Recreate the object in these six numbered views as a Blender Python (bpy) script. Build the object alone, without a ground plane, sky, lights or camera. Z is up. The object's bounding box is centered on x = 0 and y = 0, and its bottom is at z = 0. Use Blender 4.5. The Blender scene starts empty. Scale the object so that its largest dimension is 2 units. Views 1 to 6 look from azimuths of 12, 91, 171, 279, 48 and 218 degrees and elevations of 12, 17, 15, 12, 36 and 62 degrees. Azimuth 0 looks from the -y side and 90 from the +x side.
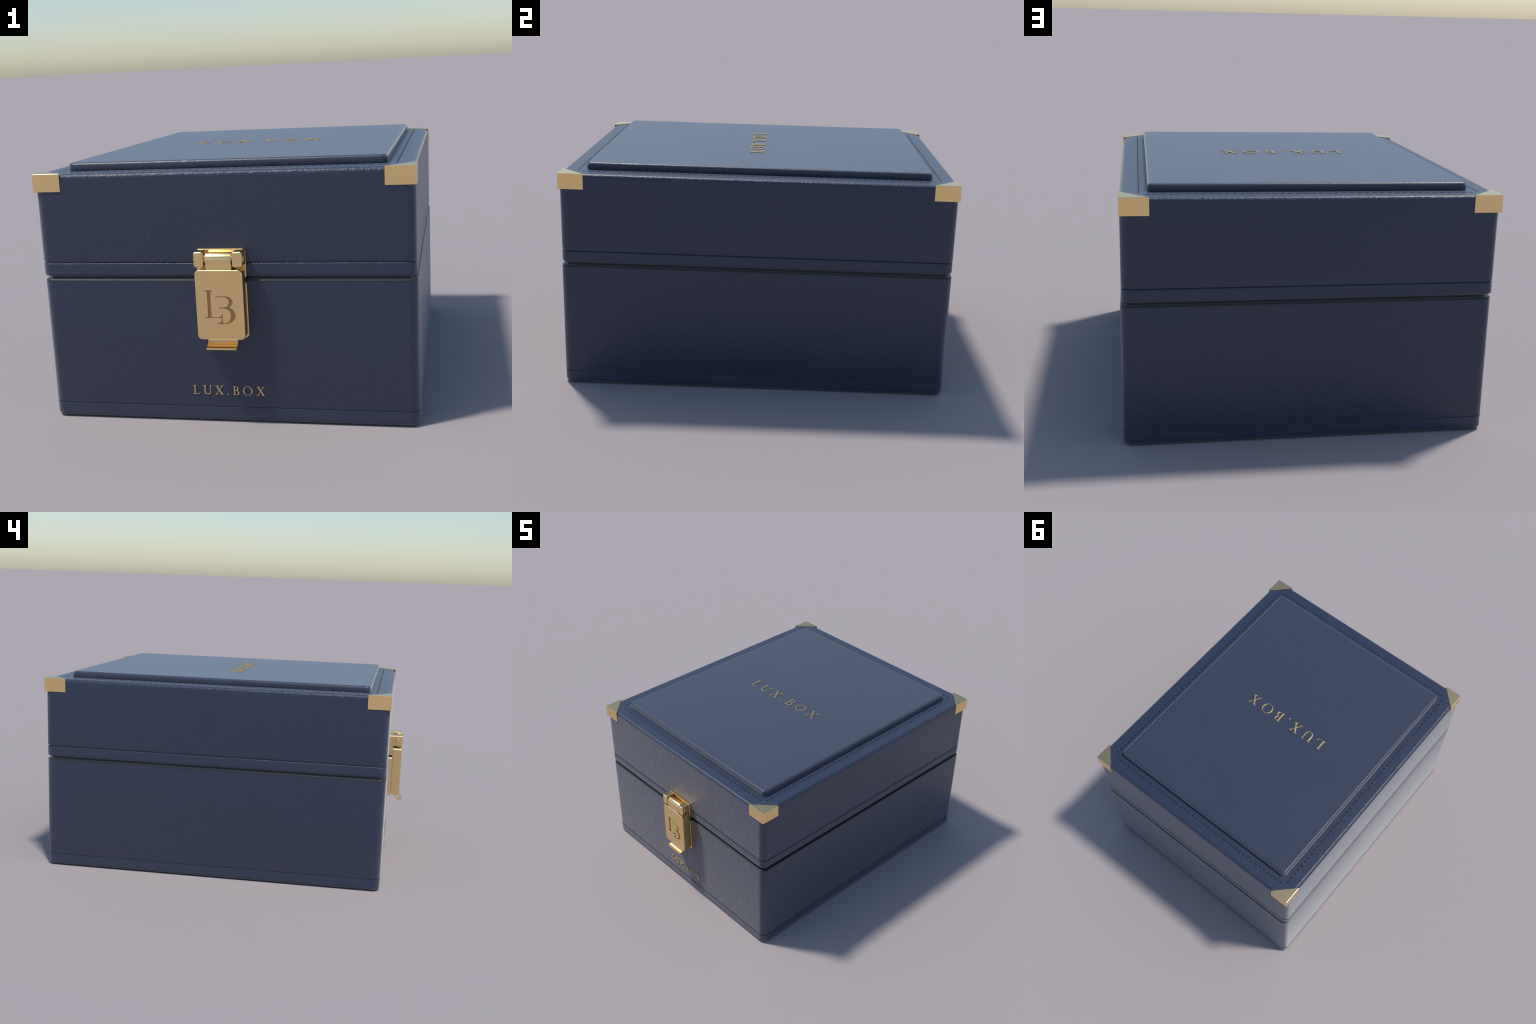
# Navy leather keepsake box with gilt corners, stitched lid, raised lid panel,
# gilt lettering and a front toggle clasp.  Metres, z up.
import bpy, bmesh, math
from mathutils import Matrix, Vector

COL = bpy.context.scene.collection

# ------------------------------------------------------------------ sizes
CY = 0.0435                       # box centre in y (the clasp sticks out at -y)
LID_HX, LID_HY = 0.7985, 0.9526   # half sizes of the lid
BASE_CX, BASE_CY = 0.0040, 0.0425
BASE_HX, BASE_HY = 0.7985, 0.9535
CORNER_R = 0.040
LID_Z0, LID_Z1 = 0.6358, 1.0752
BASE_TOP = 0.6232
PANEL_HX, PANEL_HY, PANEL_Z = 0.6855, 0.8388, 1.1112
CLX = 0.0058                      # clasp centre line
FRONT_BASE = BASE_CY - BASE_HY    # y of the front faces
FRONT_LID = CY - LID_HY


# ------------------------------------------------------------------ materials
def new_mat(name):
    m = bpy.data.materials.new(name)
    m.use_nodes = True
    nt = m.node_tree
    b = nt.nodes["Principled BSDF"]
    return m, nt, b


def node(nt, kind, **kw):
    n = nt.nodes.new(kind)
    for k, v in kw.items():
        if k.startswith("in_"):
            key = k[3:]
            key = int(key) if key.isdigit() else key.replace("_", " ")
            n.inputs[key].default_value = v
        else:
            setattr(n, k, v)
    return n


def math_node(nt, op, a, b=None, clamp=False):
    n = nt.nodes.new("ShaderNodeMath")
    n.operation = op
    n.use_clamp = clamp
    for i, v in enumerate((a, b)):
        if v is None:
            continue
        if isinstance(v, (int, float)):
            n.inputs[i].default_value = v
        else:
            nt.links.new(v, n.inputs[i])
    return n.outputs[0]


LEATHER = (0.0215, 0.0330, 0.0715, 1)
LEATHER_DK = (0.0178, 0.0275, 0.0610, 1)


def leather_grain(name, rough=0.38, strength=0.35, stretch=(1, 1, 1)):
    """fine pebbled leather: two noise octaves as bump, faint colour mottling"""
    m, nt, b = new_mat(name)
    tc = node(nt, "ShaderNodeTexCoord")
    mp = node(nt, "ShaderNodeMapping")
    mp.inputs["Scale"].default_value = stretch
    nt.links.new(tc.outputs["Object"], mp.inputs["Vector"])
    n1 = node(nt, "ShaderNodeTexNoise", in_Scale=75.0, in_Detail=3.0, in_Roughness=0.55, in_Distortion=0.6)
    n2 = node(nt, "ShaderNodeTexNoise", in_Scale=230.0, in_Detail=2.0, in_Roughness=0.5)
    n3 = node(nt, "ShaderNodeTexNoise", in_Scale=5.0, in_Detail=4.0)
    n4 = node(nt, "ShaderNodeTexNoise", in_Scale=27.0, in_Detail=2.0)
    for n in (n1, n2, n3, n4):
        nt.links.new(mp.outputs[0], n.inputs["Vector"])
    h = math_node(nt, "ADD", math_node(nt, "MULTIPLY", n1.outputs[0], 1.0),
                  math_node(nt, "MULTIPLY", n2.outputs[0], 0.48))
    h = math_node(nt, "ADD", h, math_node(nt, "MULTIPLY", n4.outputs[0], 0.7))
    bump = node(nt, "ShaderNodeBump", in_Strength=strength, in_Distance=0.006)
    # the hide puckers where it is turned over an edge and lies smoother on the flats
    geo = node(nt, "ShaderNodeNewGeometry")
    sep = node(nt, "ShaderNodeSeparateXYZ")
    nt.links.new(geo.outputs["Normal"], sep.inputs[0])
    z = math_node(nt, "ABSOLUTE", sep.outputs["Z"])
    fold = math_node(nt, "MULTIPLY", z, math_node(nt, "SUBTRACT", 1.0, z))
    pucker = math_node(nt, "MULTIPLY", math_node(nt, "ADD", math_node(nt, "MULTIPLY", fold, 1.6),
                                               math_node(nt, "SUBTRACT", 1.0, math_node(nt, "MULTIPLY", z, 0.42))), strength)
    nt.links.new(pucker, bump.inputs["Strength"])
    nt.links.new(h, bump.inputs["Height"])
    nt.links.new(bump.outputs[0], b.inputs["Normal"])
    mix = node(nt, "ShaderNodeMix", data_type="RGBA")
    mix.inputs["A"].default_value = LEATHER_DK
    mix.inputs["B"].default_value = LEATHER
    nt.links.new(math_node(nt, "MULTIPLY_ADD", n3.outputs[0], 1.0), mix.inputs["Factor"])
    nt.links.new(mix.outputs["Result"], b.inputs["Base Color"])
    b.inputs["Roughness"].default_value = rough
    b.inputs["IOR"].default_value = 1.5
    b.inputs["Sheen Weight"].default_value = 0.42
    b.inputs["Sheen Roughness"].default_value = 0.45
    return m


def leather_creased(name):
    """smooth leather of the lid panel with a fine net of creases"""
    m, nt, b = new_mat(name)
    tc = node(nt, "ShaderNodeTexCoord")
    warp = node(nt, "ShaderNodeTexNoise", in_Scale=5.0, in_Detail=3.0, in_Roughness=0.5)
    nt.links.new(tc.outputs["Object"], warp.inputs["Vector"])
    vm = node(nt, "ShaderNodeVectorMath", operation="MULTIPLY_ADD")
    nt.links.new(warp.outputs["Color"], vm.inputs[0])
    vm.inputs[1].default_value = (0.14, 0.14, 0.14)
    nt.links.new(tc.outputs["Object"], vm.inputs[2])

    def creases(scale, width):
        v = node(nt, "ShaderNodeTexVoronoi", feature="DISTANCE_TO_EDGE", in_Scale=scale)
        nt.links.new(vm.outputs[0], v.inputs["Vector"])
        r = node(nt, "ShaderNodeMapRange", interpolation_type="SMOOTHSTEP")
        r.inputs["From Max"].default_value = width
        nt.links.new(v.outputs["Distance"], r.inputs["Value"])
        return r.outputs[0]
    c1, c2 = creases(6.5, 0.030), creases(14.0, 0.048)
    fade = node(nt, "ShaderNodeTexNoise", in_Scale=3.2, in_Detail=2.0)
    nt.links.new(tc.outputs["Object"], fade.inputs["Vector"])
    fr = node(nt, "ShaderNodeMapRange")
    fr.inputs["From Min"].default_value = 0.30
    fr.inputs["From Max"].default_value = 0.62
    nt.links.new(fade.outputs[0], fr.inputs["Value"])
    fine = node(nt, "ShaderNodeTexNoise", in_Scale=140.0, in_Detail=2.0)
    nt.links.new(tc.outputs["Object"], fine.inputs["Vector"])
    soft = node(nt, "ShaderNodeTexNoise", in_Scale=22.0, in_Detail=3.0)
    nt.links.new(tc.outputs["Object"], soft.inputs["Vector"])
    h = math_node(nt, "ADD", math_node(nt, "MULTIPLY", c1, 0.35),
                  math_node(nt, "MULTIPLY", math_node(nt, "MULTIPLY", c2, fr.outputs[0]), 0.3))
    h = math_node(nt, "ADD", h, math_node(nt, "MULTIPLY", fine.outputs[0], 0.22))
    h = math_node(nt, "ADD", h, math_node(nt, "MULTIPLY", soft.outputs[0], 0.5))
    bump = node(nt, "ShaderNodeBump", in_Strength=0.15, in_Distance=0.006)
    nt.links.new(h, bump.inputs["Height"])
    nt.links.new(bump.outputs[0], b.inputs["Normal"])
    n3 = node(nt, "ShaderNodeTexNoise", in_Scale=4.0, in_Detail=4.0)
    nt.links.new(tc.outputs["Object"], n3.inputs["Vector"])
    mix = node(nt, "ShaderNodeMix", data_type="RGBA")
    mix.inputs["A"].default_value = LEATHER_DK
    mix.inputs["B"].default_value = LEATHER
    nt.links.new(n3.outputs[0], mix.inputs["Factor"])
    nt.links.new(mix.outputs["Result"], b.inputs["Base Color"])
    b.inputs["Roughness"].default_value = 0.38
    b.inputs["Sheen Weight"].default_value = 0.45
    b.inputs["Sheen Roughness"].default_value = 0.56
    return m


def gilt(name, colour, rough):
    m, nt, b = new_mat(name)
    tc = node(nt, "ShaderNodeTexCoord")
    n = node(nt, "ShaderNodeTexNoise", in_Scale=60.0, in_Detail=2.0)
    nt.links.new(tc.outputs["Object"], n.inputs["Vector"])
    mr = node(nt, "ShaderNodeMapRange")
    mr.inputs["To Min"].default_value = rough - 0.005
    mr.inputs["To Max"].default_value = rough + 0.005
    nt.links.new(n.outputs[0], mr.inputs["Value"])
    nt.links.new(mr.outputs[0], b.inputs["Roughness"])
    b.inputs["Base Color"].default_value = colour
    b.inputs["Metallic"].default_value = 1.0
    return m


def matt(name, colour, rough=0.8, spec=0.2, sheen=0.0):
    m, nt, b = new_mat(name)
    tc = node(nt, "ShaderNodeTexCoord")
    n = node(nt, "ShaderNodeTexNoise", in_Scale=120.0, in_Detail=2.0)
    nt.links.new(tc.outputs["Object"], n.inputs["Vector"])
    bump = node(nt, "ShaderNodeBump", in_Strength=0.15, in_Distance=0.003)
    nt.links.new(n.outputs[0], bump.inputs["Height"])
    nt.links.new(bump.outputs[0], b.inputs["Normal"])
    b.inputs["Base Color"].default_value = colour
    b.inputs["Roughness"].default_value = rough
    b.inputs["Specular IOR Level"].default_value = spec
    b.inputs["Sheen Weight"].default_value = sheen
    b.inputs["Sheen Roughness"].default_value = 0.45
    return m


M_SIDE = leather_grain("pebbled_leather", strength=0.39, stretch=(1.0, 1.0, 0.9))
M_PANEL = leather_creased("creased_leather")
M_RIM = matt("painted_seam_shade", (0.014, 0.020, 0.025, 1), rough=0.38, spec=0.5, sheen=0.42)  # rim colour darkened to carry the baked shade seen along the lid seam
M_GOLD = gilt("polished_gilt", (0.95, 0.68, 0.32, 1), 0.26)
M_FOIL = gilt("gilt_foil", (0.82, 0.59, 0.30, 1), 0.36)
M_DARK = gilt("patinated_gilt", (0.40, 0.29, 0.135, 1), 0.30)
M_THREAD = matt("dark_thread", (0.009, 0.012, 0.024, 1), rough=0.9, spec=0.05)


# ------------------------------------------------------------------ geometry helpers
def finish(name, bm, mat, parent=None, angle=35):
    bmesh.ops.recalc_face_normals(bm, faces=bm.faces)
    me = bpy.data.meshes.new(name)
    bm.to_mesh(me)
    bm.free()
    me.shade_smooth()
    me.set_sharp_from_angle(angle=math.radians(angle))
    me.materials.append(mat)
    ob = bpy.data.objects.new(name, me)
    COL.objects.link(ob)
    if parent:
        ob.parent = parent
    return ob


def rounded_ring(hx, hy, r, n=10, support=0.004):
    """points round a rounded rectangle, with support points beside each corner arc"""
    pts = []
    for k, (sx, sy) in enumerate(((1, 1), (-1, 1), (-1, -1), (1, -1))):
        cx, cy = sx * (hx - r), sy * (hy - r)
        a0 = k * math.pi / 2
        arc = [(cx + r * math.cos(a0 + math.pi / 2 * i / n), cy + r * math.sin(a0 + math.pi / 2 * i / n))
               for i in range(n + 1)]
        if support:
            t0 = (-math.sin(a0), math.cos(a0))
            t1 = (-math.cos(a0), -math.sin(a0))
            arc.insert(0, (arc[0][0] - t0[0] * support, arc[0][1] - t0[1] * support))
            arc.append((arc[-1][0] + t1[0] * support, arc[-1][1] + t1[1] * support))
        pts += arc
    return pts


def loft(bm, profile, hx, hy, r, place, n=10, support=0.004, cap0=True, cap1=True):
    """stack of rounded rectangles; profile = [(inset, height)], place maps (u, v, w) to xyz"""
    rings = []
    for d, w in profile:
        rr = max(r - d, 0.0012)
        rings.append([bm.verts.new(place(u, v, w)) for u, v in rounded_ring(hx - d, hy - d, rr, n, support)])
    m = len(rings[0])
    for a, b in zip(rings, rings[1:]):
        for i in range(m):
            bm.faces.new((a[i], a[(i + 1) % m], b[(i + 1) % m], b[i]))
    if cap0:
        bm.faces.new(rings[0][::-1])
    if cap1:
        bm.faces.new(rings[-1])


def arc_profile(d0, w0, d1, w1, n=8, convex_out=True):
    """quarter ellipse from (d0,w0) to (d1,w1), bulging outwards (towards inset 0)"""
    out = []
    for i in range(n + 1):
        t = math.pi / 2 * i / n
        if d1 > d0:       # wall turning inwards
            out.append((d0 + (d1 - d0) * (1 - math.cos(t)), w0 + (w1 - w0) * math.sin(t)))
        else:             # coming outwards to the wall
            out.append((d0 + (d1 - d0) * math.sin(t), w0 + (w1 - w0) * (1 - math.cos(t))))
    return out


def up(cx, cy):
    return lambda u, v, w: (cx + u, cy + v, w)


def front(cx, cz):
    """u -> x, v -> z, w -> towards the viewer (-y)"""
    return lambda u, v, w: (cx + u, -w, cz + v)


def along_x(cy, cz):
    return lambda u, v, w: (w, cy + u, cz + v)


def rounded_block(name, mat, parent, x0, x1, z0, z1, y_back, y_front, r, bev, bev_back=None):
    bb = bev if bev_back is None else bev_back
    w0, w1 = -y_back, -y_front
    s = min(0.004, (x1 - x0) / 10)
    prof = [(bb + s * 0.5, w0)] + arc_profile(bb, w0, 0, w0 + bb, 5) + [(0, w0 + bb + 0.001), (0, w1 - bev - 0.001)] \
        + arc_profile(0, w1 - bev, bev, w1, 6) + [(bev + s * 0.5, w1)]
    bm = bmesh.new()
    loft(bm, prof, (x1 - x0) / 2, (z1 - z0) / 2, r, front((x0 + x1) / 2, (z0 + z1) / 2), n=8, support=s * 0.5)
    return finish(name, bm, mat, parent)


def cylinder_x(name, mat, parent, x0, x1, cy, cz, r, bev, n=12):
    prof = [(bev + 0.001, x0)] + arc_profile(bev, x0, 0, x0 + bev, 4) + arc_profile(0, x1 - bev, bev, x1, 4) + [(bev + 0.001, x1)]
    bm = bmesh.new()
    loft(bm, prof, r, r, r, along_x(cy, cz), n=n, support=0)
    return finish(name, bm, mat, parent)


def smooth_run(pts, n=5):
    """Catmull-Rom through a short run of control points"""
    if len(pts) < 3:
        return list(pts)
    P = [Vector(p) for p in pts]
    P = [2 * P[0] - P[1]] + P + [2 * P[-1] - P[-2]]
    out = []
    for i in range(1, len(P) - 2):
        for k in range(n):
            t = k / n
            a, b, c, d = P[i - 1], P[i], P[i + 1], P[i + 2]
            q = 0.5 * ((2 * b) + (c - a) * t + (2 * a - 5 * b + 4 * c - d) * t * t + (3 * b - a - 3 * c + d) * t ** 3)
            out.append((q.x, q.y))
    out.append((P[-2].x, P[-2].y))
    return out


def outline(*runs):
    pts = []
    for run in runs:
        for p in smooth_run(run):
            if not pts or (abs(p[0] - pts[-1][0]) + abs(p[1] - pts[-1][1])) > 1e-6:
                pts.append(p)
    return pts


def ellipse(cx, cy, rx, ry, tilt=0.0, n=40):
    c, s = math.cos(tilt), math.sin(tilt)
    out = []
    for i in range(n):
        a = math.tau * i / n
        x, y = rx * math.cos(a), ry * math.sin(a)
        out.append((cx + c * x - s * y, cy + s * x + c * y))
    return out


def glyph_mesh(name, loops, depth, bevel, matrix, thin=0.0):
    """flat outline (loops; inner loops are holes) -> solid of the given depth"""
    cu = bpy.data.curves.new(name + "_outline", "CURVE")
    cu.dimensions, cu.fill_mode = "2D", "BOTH"
    cu.extrude, cu.bevel_depth, cu.bevel_resolution = depth / 2 - bevel, bevel, 1
    cu.offset = -bevel - thin
    for lp in loops:
        sp = cu.splines.new("POLY")
        sp.points.add(len(lp) - 1)
        for p, (x, y) in zip(sp.points, lp):
            p.co = (x, y, 0, 1)
        sp.use_cyclic_u = True
    tmp = bpy.data.objects.new("outline_helper", cu)
    COL.objects.link(tmp)
    bpy.context.view_layer.update()
    dg = bpy.context.evaluated_depsgraph_get()
    me = bpy.data.meshes.new_from_object(tmp.evaluated_get(dg))
    bpy.data.objects.remove(tmp)
    bpy.data.curves.remove(cu)
    bm = bmesh.new()
    bm.from_mesh(me)
    bpy.data.meshes.remove(me)
    bmesh.ops.remove_doubles(bm, verts=bm.verts, dist=1e-6)
    bmesh.ops.transform(bm, matrix=matrix, verts=bm.verts)
    return bm


# ------------------------------------------------------------------ the thing
box = bpy.data.objects.new("keepsake_box", None)
box.empty_display_size = 0.2
COL.objects.link(box)
box["label"] = "navy leather keepsake box with gold corners and clasp"
box["category"] = "jewelry box"

# ---- base
bm = bmesh.new()
g = 0.0655
RIM_Z = 0.6135
prof = [(0.04, 0.0), (0.0185, 0.0), (0.0180, 0.0040)] + arc_profile(0.0115, 0.0044, 0.0, 0.0230, 7) + [(0, 0.026),
        (0, g - 0.0045), (0, g - 0.0020), (0.0003, g - 0.0018), (0.0070, g - 0.0020), (0.0075, g + 0.0016), (0.0022, g + 0.0026), (0.0006, g + 0.0036), (0, g + 0.006),
        (0, RIM_Z)]
loft(bm, prof, BASE_HX, BASE_HY, CORNER_R, up(BASE_CX, BASE_CY), n=12, cap1=False)
base = finish("box_base", bm, M_SIDE, box)
bm = bmesh.new()
prof = [(0, RIM_Z), (0, 0.6150)] + arc_profile(0, 0.6165, 0.006, BASE_TOP, 7) + [(0.008, BASE_TOP), (0.026, BASE_TOP), (0.027, 0.6450)]
loft(bm, prof, BASE_HX, BASE_HY, CORNER_R, up(BASE_CX, BASE_CY), n=12, cap0=False)
finish("shade_darkened_rim", bm, M_RIM, base)

# ---- lid
bm = bmesh.new()
g = 0.6965
prof = [(0.06, LID_Z0), (0.016, LID_Z0)] + arc_profile(0.0145, LID_Z0, 0.0, 0.6475, 7) + [(0, 0.650),
        (0, g - 0.0085), (0.0003, g - 0.0060), (0.0016, g - 0.0040), (0.0086, g - 0.0010), (0.0086, g + 0.0006), (0.0036, g + 0.0026),
        (0.0012, g + 0.0044), (0.0003, g + 0.0064), (0, g + 0.009), (0, LID_Z1 - 0.023)] \
    + arc_profile(0.0, LID_Z1 - 0.020, 0.019, LID_Z1, 9) + [(0.021, LID_Z1), (0.05, LID_Z1)]
loft(bm, prof, LID_HX, LID_HY, CORNER_R, up(0, CY - 0.0004), n=12)
lid = finish("lid", bm, M_SIDE, box)

# raised, padded panel on the lid
bm = bmesh.new()
prof = [(0.003, LID_Z1 - 0.002), (0.0018, LID_Z1 + 0.0015), (0.0004, LID_Z1 + 0.006), (0, LID_Z1 + 0.012), (0, PANEL_Z - 0.018)] \
    + arc_profile(0.0, PANEL_Z - 0.0165, 0.0150, PANEL_Z, 9) + [(0.017, PANEL_Z), (0.05, PANEL_Z)]
loft(bm, prof, PANEL_HX, PANEL_HY, 0.024, up(-0.0010, 0.0415), n=10)
finish("lid_panel", bm, M_PANEL, lid)

# ---- stitches, one row along each edge of the lid
STITCH_L, STITCH_W = 0.0180, 0.0040
bm = bmesh.new()
loft(bm, [(0.0, -0.0004), (0.0, 0.0004), (0.0004, 0.0008)], STITCH_L / 2, STITCH_W / 2, 0.0014,
     lambda u, v, w: (u, v, w), n=3, support=0)
proto = finish("stitch", bm, M_THREAD)
stitch_mesh = proto.data
bpy.data.objects.remove(proto)


def stitch_row(count, a, b, rot):
    for i in range(count):
        t = i / (count - 1)
        ob = bpy.data.objects.new("stitch", stitch_mesh)
        ob.location = (a[0] + (b[0] - a[0]) * t, a[1] + (b[1] - a[1]) * t, LID_Z1)
        ob.rotation_euler = (0, 0, rot + 0.03 * math.sin(12.9 * i + rot))
        ob.parent = lid
        COL.objects.link(ob)


SX, SY = 0.6965 - STITCH_L / 2, 0.8518 - STITCH_L / 2
for s in (-1, 1):
    stitch_row(43, (-SX, CY + s * 0.8763), (SX, CY + s * 0.8763), 0.0)
    stitch_row(51, (s * 0.7203, CY - SY), (s * 0.7203, CY + SY), math.pi / 2)

# ---- gilt corner brackets: folded sheet, triangular on top
BL, BH, BT = 0.1222, 0.0762, 0.0042     # leg length, drop, sheet thickness


def corner_bracket(sx, sy):
    ox, oy, oz = sx * 0.8010, CY + sy * 0.9563, 1.0790
    bm = bmesh.new()

    def V(u, v, w):
        return bm.verts.new((ox - sx * u, oy - sy * v, oz - w))
    A0, B0, C0, D0, E0 = V(0, 0, 0), V(BL, 0, 0), V(BL, BT, 0), V(BT, BL, 0), V(0, BL, 0)
    C1, D1, F1 = V(BL, BT, BT), V(BT, BL, BT), V(BT, BT, BT)
    A2, B2, C2, F2, D2, E2 = V(0, 0, BH), V(BL, 0, BH), V(BL, BT, BH), V(BT, BT, BH), V(BT, BL, BH), V(0, BL, BH)
    for f in ((A0, B0, C0, D0, E0), (C0, D0, D1, C1), (C1, D1, F1), (A0, B0, B2, A2), (A0, E0, E2, A2),
              (B0, C0, C1, C2, B2), (E0, D0, D1, D2, E2), (C1, F1, F2, C2), (F1, D1, D2, F2), (A2, B2, C2, F2, D2, E2)):
        bm.faces.new(f)
    bmesh.ops.recalc_face_normals(bm, faces=bm.faces)
    edges = [e for e in bm.edges if len(e.link_faces) == 2 and e.calc_face_angle(0) > 0.3
             and (A0 in e.verts or (e.verts[0] in (A0, B0, C0, D0, E0) and e.verts[1] in (A0, B0, C0, D0, E0)))]
    bmesh.ops.bevel(bm, geom=edges, offset=0.0019, segments=3, profile=0.5, affect="EDGES")
    return finish("corner_bracket", bm, M_GOLD, lid, angle=10)


for sx in (-1, 1):
    for sy in (-1, 1):
        corner_bracket(sx, sy)

# ---- lettering: roman capitals, cap height 1, drawn as outlines
LETTER = {
    "L": [outline([(0, 0), (0.72, 0.0)], [(0.72, 0.0), (0.76, 0.10), (0.80, 0.25)], [(0.765, 0.255)],
                  [(0.765, 0.255), (0.71, 0.11), (0.60, 0.055), (0.42, 0.05)], [(0.42, 0.05), (0.33, 0.06), (0.295, 0.11)],
                  [(0.295, 0.11), (0.295, 0.89)], [(0.295, 0.89), (0.32, 0.94), (0.42, 0.965)], [(0.42, 1.0), (0.01, 1.0)],
                  [(0.01, 0.965), (0.11, 0.94), (0.145, 0.89)], [(0.155, 0.11), (0.12, 0.06), (0, 0.035)])],
    "U": [outline([(0.0, 1.0), (0.42, 1.0)], [(0.42, 0.965), (0.33, 0.94), (0.295, 0.89)],
                  [(0.295, 0.89), (0.295, 0.42), (0.33, 0.20), (0.44, 0.09), (0.58, 0.07), (0.71, 0.12), (0.79, 0.23), (0.815, 0.42), (0.815, 0.89)],
                  [(0.815, 0.89), (0.78, 0.94), (0.68, 0.965)], [(0.68, 1.0), (1.02, 1.0)], [(1.02, 0.965), (0.93, 0.94), (0.895, 0.89)],
                  [(0.895, 0.89), (0.895, 0.40), (0.86, 0.18), (0.75, 0.04), (0.56, -0.02), (0.37, 0.01), (0.22, 0.11), (0.155, 0.30), (0.145, 0.50), (0.145, 0.89)],
                  [(0.145, 0.89), (0.10, 0.94), (0.0, 0.965)])],
    "X": [outline([(0.01, 1.0), (0.41, 1.0)], [(0.41, 0.965), (0.35, 0.95), (0.345, 0.91)], [(0.515, 0.615)],
                  [(0.70, 0.89), (0.71, 0.94), (0.62, 0.965)], [(0.62, 1.0), (0.96, 1.0)], [(0.96, 0.965), (0.86, 0.94), (0.78, 0.88)],
                  [(0.555, 0.555)], [(0.83, 0.11), (0.88, 0.055), (0.97, 0.035)], [(0.97, 0), (0.55, 0)], [(0.55, 0.035), (0.63, 0.055), (0.64, 0.10)],
                  [(0.455, 0.415)], [(0.255, 0.11), (0.245, 0.06), (0.33, 0.035)], [(0.33, 0), (-0.01, 0)], [(-0.01, 0.035), (0.09, 0.06), (0.17, 0.12)],
                  [(0.415, 0.475)], [(0.16, 0.89), (0.11, 0.945), (0.01, 0.965)])],
    "B": [outline([(0.0, 0.0), (0.40, 0.0)], [(0.40, 0.0), (0.58, 0.03), (0.70, 0.13), (0.72, 0.27), (0.66, 0.41), (0.53, 0.51)],
                  [(0.53, 0.51), (0.61, 0.60), (0.64, 0.74), (0.59, 0.90), (0.46, 0.98), (0.33, 1.0)], [(0.0, 1.0)],
                  [(0.0, 0.965), (0.10, 0.94), (0.135, 0.89)], [(0.135, 0.11), (0.10, 0.06), (0, 0.035)]),
          outline([(0.27, 0.945), (0.36, 0.945), (0.46, 0.90), (0.50, 0.76), (0.46, 0.62), (0.37, 0.555), (0.27, 0.55)]),
          outline([(0.27, 0.495), (0.40, 0.49), (0.52, 0.42), (0.57, 0.27), (0.53, 0.13), (0.44, 0.06), (0.34, 0.05), (0.27, 0.09)])],
    "O": [ellipse(0.53, 0.5, 0.53, 0.52), ellipse(0.53, 0.5, 0.395, 0.465, 0.10)],
    ".": [ellipse(0.0, 0.075, 0.075, 0.075, n=20)],
}


def lettering(parent, rows, height, depth, to_world):
    for ch, x in rows:
        loops = [[(px * height, py * height) for px, py in lp] for lp in LETTER[ch]]
        m = to_world @ Matrix.Translation((x, 0, 0))
        bm = glyph_mesh("letter", loops, depth, 0.0002, m, 0.005 * height)
        finish("full_stop" if ch == "." else "letter", bm, M_FOIL, parent, angle=40)


top_h, front_h = 0.0735, 0.0392
top_rows = (("L", -0.3148), ("U", -0.2300), ("X", -0.1242), (".", -0.0133), ("B", 0.0262), ("O", 0.1140), ("X", 0.2272))
front_rows = (("L", -0.1529), ("U", -0.1088), ("X", -0.0557), (".", 0.0005), ("B", 0.0215), ("O", 0.0660), ("X", 0.1234))
lettering(lid, top_rows, top_h, 0.0064,
          Matrix.Translation((0, -0.0208, PANEL_Z + 0.0010)) @ Matrix.Rotation(0.005, 4, "Z"))
lettering(base, front_rows, front_h, 0.0060,
          Matrix.Translation((0, FRONT_BASE - 0.0005, 0.1212)) @ Matrix.Rotation(math.pi / 2, 4, "X"))

# ---- clasp: latch plate with a sunk monogram is the part, the rest hangs on it
PL_Z0, PL_Z1, PL_YB, PL_YF = 0.3868, 0.6802, -0.9325, -0.9863
clasp = rounded_block("clasp", M_GOLD, box, CLX - 0.1005, CLX + 0.1005, PL_Z0, PL_Z1, PL_YB, PL_YF, 0.0185, 0.0040, 0.0025)

mono = outline(
    [(-64.7, 66.1), (-26.3, 66.2)], [(-26.4, 64.7), (-32.9, 62.0), (-37.0, 54.1)], [(-37.3, -39.3), (-35.0, -45.6), (-30.5, -48.1)],
    [(-8.1, -47.8), (1.3, -42.8), (6.9, -35.9), (9.5, -27.9)], [(10.0, -29.7), (10.0, -49.8), (10.2, -66.9), (12.5, -73.0)],
    [(12.5, -73.0), (21.4, -72.6), (33.8, -66.0), (41.7, -54.4), (44.2, -42.2), (43.2, -28.9), (37.2, -17.4), (26.7, -11.1), (13.6, -9.0)],
    [(-4.5, -8.9)], [(-4.4, -5.9)], [(14.4, -5.6), (24.8, -3.3), (34.2, 3.8), (38.5, 15.3), (36.9, 25.5), (31.1, 33.9), (22.9, 37.5), (11.5, 37.9)],
    [(-15.0, 37.8)], [(-17.2, 40.9)], [(16.5, 41.1), (34.5, 39.7), (49.0, 31.6), (54.8, 17.2), (50.5, 5.1), (38.5, -5.6)],
    [(38.5, -5.6), (51.4, -11.6), (61.5, -25.1), (64.2, -39.6), (59.2, -55.4), (46.4, -67.7), (30.3, -74.2), (18.1, -76.6), (12.7, -75.9)],
    [(-15.8, -75.9)], [(-15.7, -73.9)], [(-7.7, -72.6), (1.1, -67.0), (5.8, -59.6), (7.8, -50.4)],
    [(-65.7, -50.5)], [(-65.6, -48.8)], [(-56.7, -47.3), (-53.0, -43.7), (-51.8, -38.2)],
    [(-50.9, 54.7), (-53.2, 60.7), (-58.8, 63.5), (-64.8, 64.3)])
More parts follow.
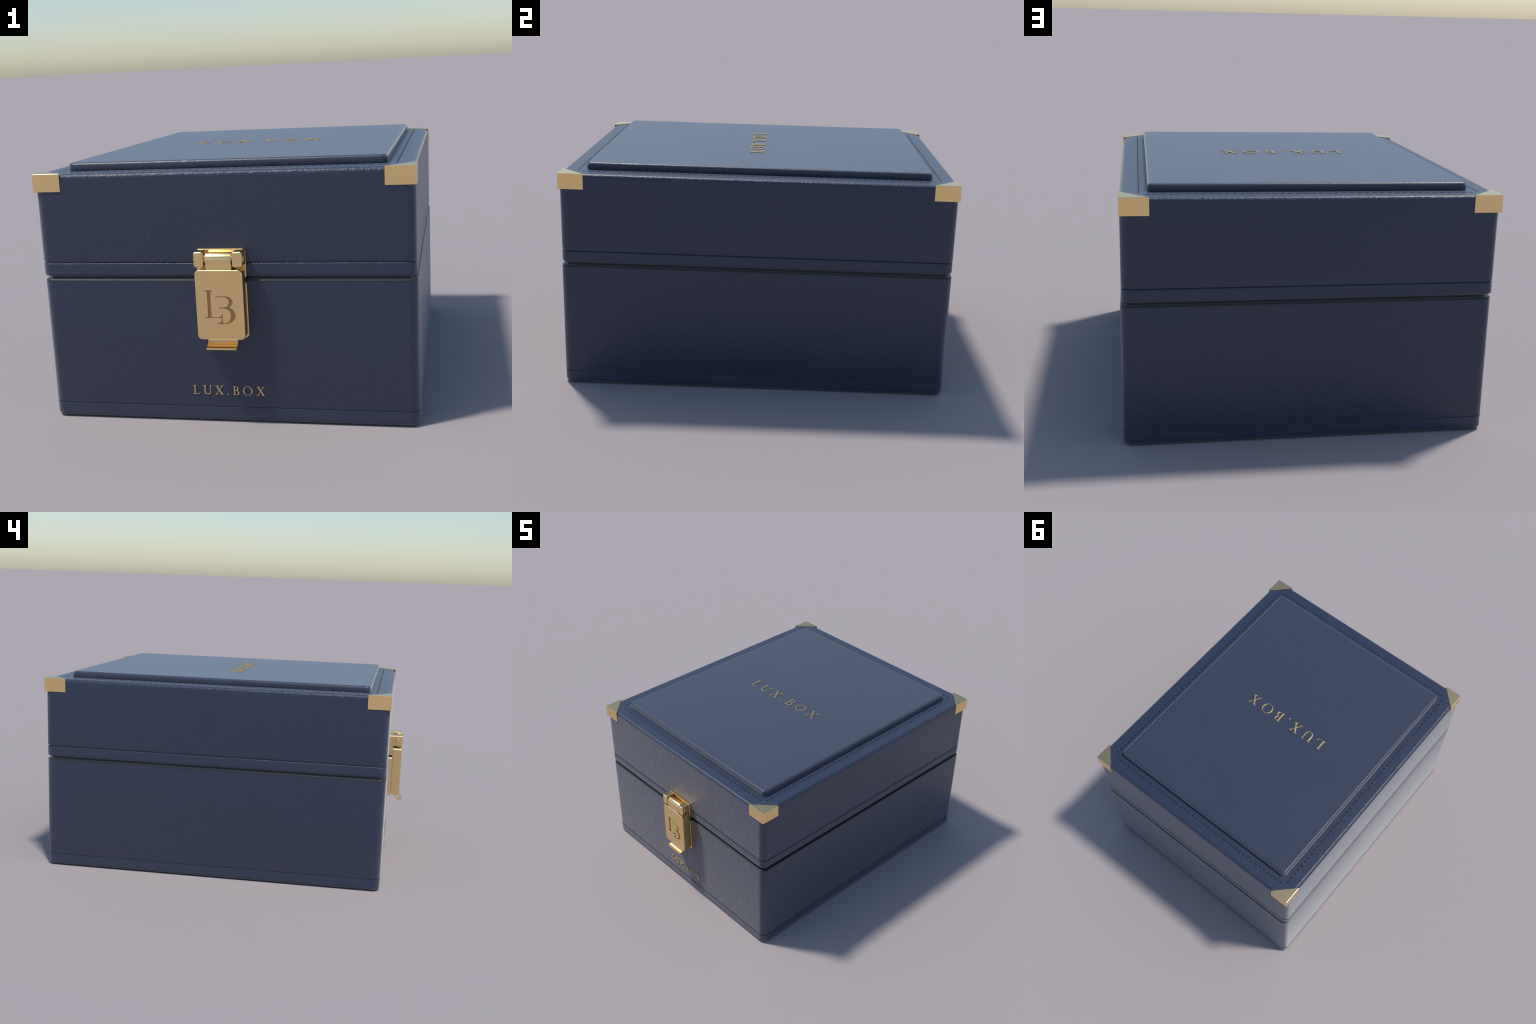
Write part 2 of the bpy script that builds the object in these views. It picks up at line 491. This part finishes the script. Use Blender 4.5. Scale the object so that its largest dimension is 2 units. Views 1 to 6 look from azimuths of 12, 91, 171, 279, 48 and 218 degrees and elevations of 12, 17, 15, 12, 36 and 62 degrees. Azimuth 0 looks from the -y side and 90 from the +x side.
mono = [(x / 1000, y / 1000) for x, y in mono]
SINK = 0.0075
to_plate = Matrix.Translation((CLX, PL_YF, 0.530)) @ Matrix.Rotation(math.pi / 2, 4, "X")
cut = finish("helper_cutter", glyph_mesh("cutter", [mono], SINK * 2, 0.0, to_plate), M_GOLD)
mod = clasp.modifiers.new("sunk_monogram", "BOOLEAN")
mod.operation, mod.object, mod.solver = "DIFFERENCE", cut, "EXACT"
bpy.context.view_layer.update()
cutmesh = bpy.data.meshes.new_from_object(clasp.evaluated_get(bpy.context.evaluated_depsgraph_get()))
clasp.modifiers.clear()
clasp.data = cutmesh
clasp.data.set_sharp_from_angle(angle=math.radians(35))
bpy.data.objects.remove(cut)
floor = Matrix.Translation((0, SINK - 0.0002, 0)) @ to_plate
finish("monogram", glyph_mesh("monogram", [mono], 0.0012, 0.0, floor), M_DARK, clasp)

# hinge plate on the lid, keeper plate on the base
HW = 0.1040
rounded_block("hinge_plate", M_GOLD, clasp, CLX - HW, CLX + HW, 0.6330, 0.7570, FRONT_LID + 0.001, -0.9290, 0.0120, 0.0014, 0.0005)
rounded_block("keeper_plate", M_GOLD, clasp, CLX - HW, CLX + HW, 0.3790, 0.6238, FRONT_BASE + 0.001, -0.9292, 0.0190, 0.0025, 0.0005)
# two knuckles, the pin through them and the rolled end of the strap
KY, KZ = -0.9572, 0.7216
rounded_block("knuckle", M_GOLD, clasp, CLX - 0.1018, CLX - 0.0592, 0.6908, 0.7556, -0.9285, -0.9866, 0.0085, 0.0070, 0.0010)
rounded_block("knuckle", M_GOLD, clasp, CLX + 0.0592, CLX + 0.1030, 0.6908, 0.7556, -0.9285, -0.9866, 0.0085, 0.0070, 0.0010)
cylinder_x("hinge_pin", M_GOLD, clasp, CLX - 0.1052, CLX + 0.1062, KY, KZ, 0.0152, 0.0016)
cylinder_x("hinge_barrel", M_GOLD, clasp, CLX - 0.0540, CLX + 0.0555, KY, KZ, 0.0272, 0.0020, n=16)
rounded_block("hinge_strap", M_GOLD, clasp, CLX - 0.0508, CLX + 0.0552, 0.660, 0.7216, -0.9600, -0.9838, 0.0020, 0.0010)

# lift tab curling out below the latch plate
bm = bmesh.new()
pts, N = [], 14
for i in range(N + 1):
    a = -math.pi / 2 * i / N
    pts.append((-0.9985 + 0.0415 * math.cos(a), 0.3890 + 0.0415 * math.sin(a)))
inner = []
for i in range(N + 1):
    a = -math.pi / 2 * i / N
    inner.append((-0.9985 + 0.0355 * math.cos(a), 0.3890 + 0.0335 * math.sin(a)))
prof = [(-0.9570, 0.405)] + pts + [(-1.0, 0.3475)] + [(-1.0, 0.3555)] + inner[::-1] + [(-0.9630, 0.405)]
x0, x1 = CLX - 0.0635, CLX + 0.0635
ra = [bm.verts.new((x0, y, z)) for y, z in prof]
rb = [bm.verts.new((x1, y, z)) for y, z in prof]
k = len(prof)
for i in range(k):
    bm.faces.new((ra[i], ra[(i + 1) % k], rb[(i + 1) % k], rb[i]))
bm.faces.new(ra)
bm.faces.new(rb[::-1])
finish("lift_tab", bm, M_GOLD, clasp, angle=30)
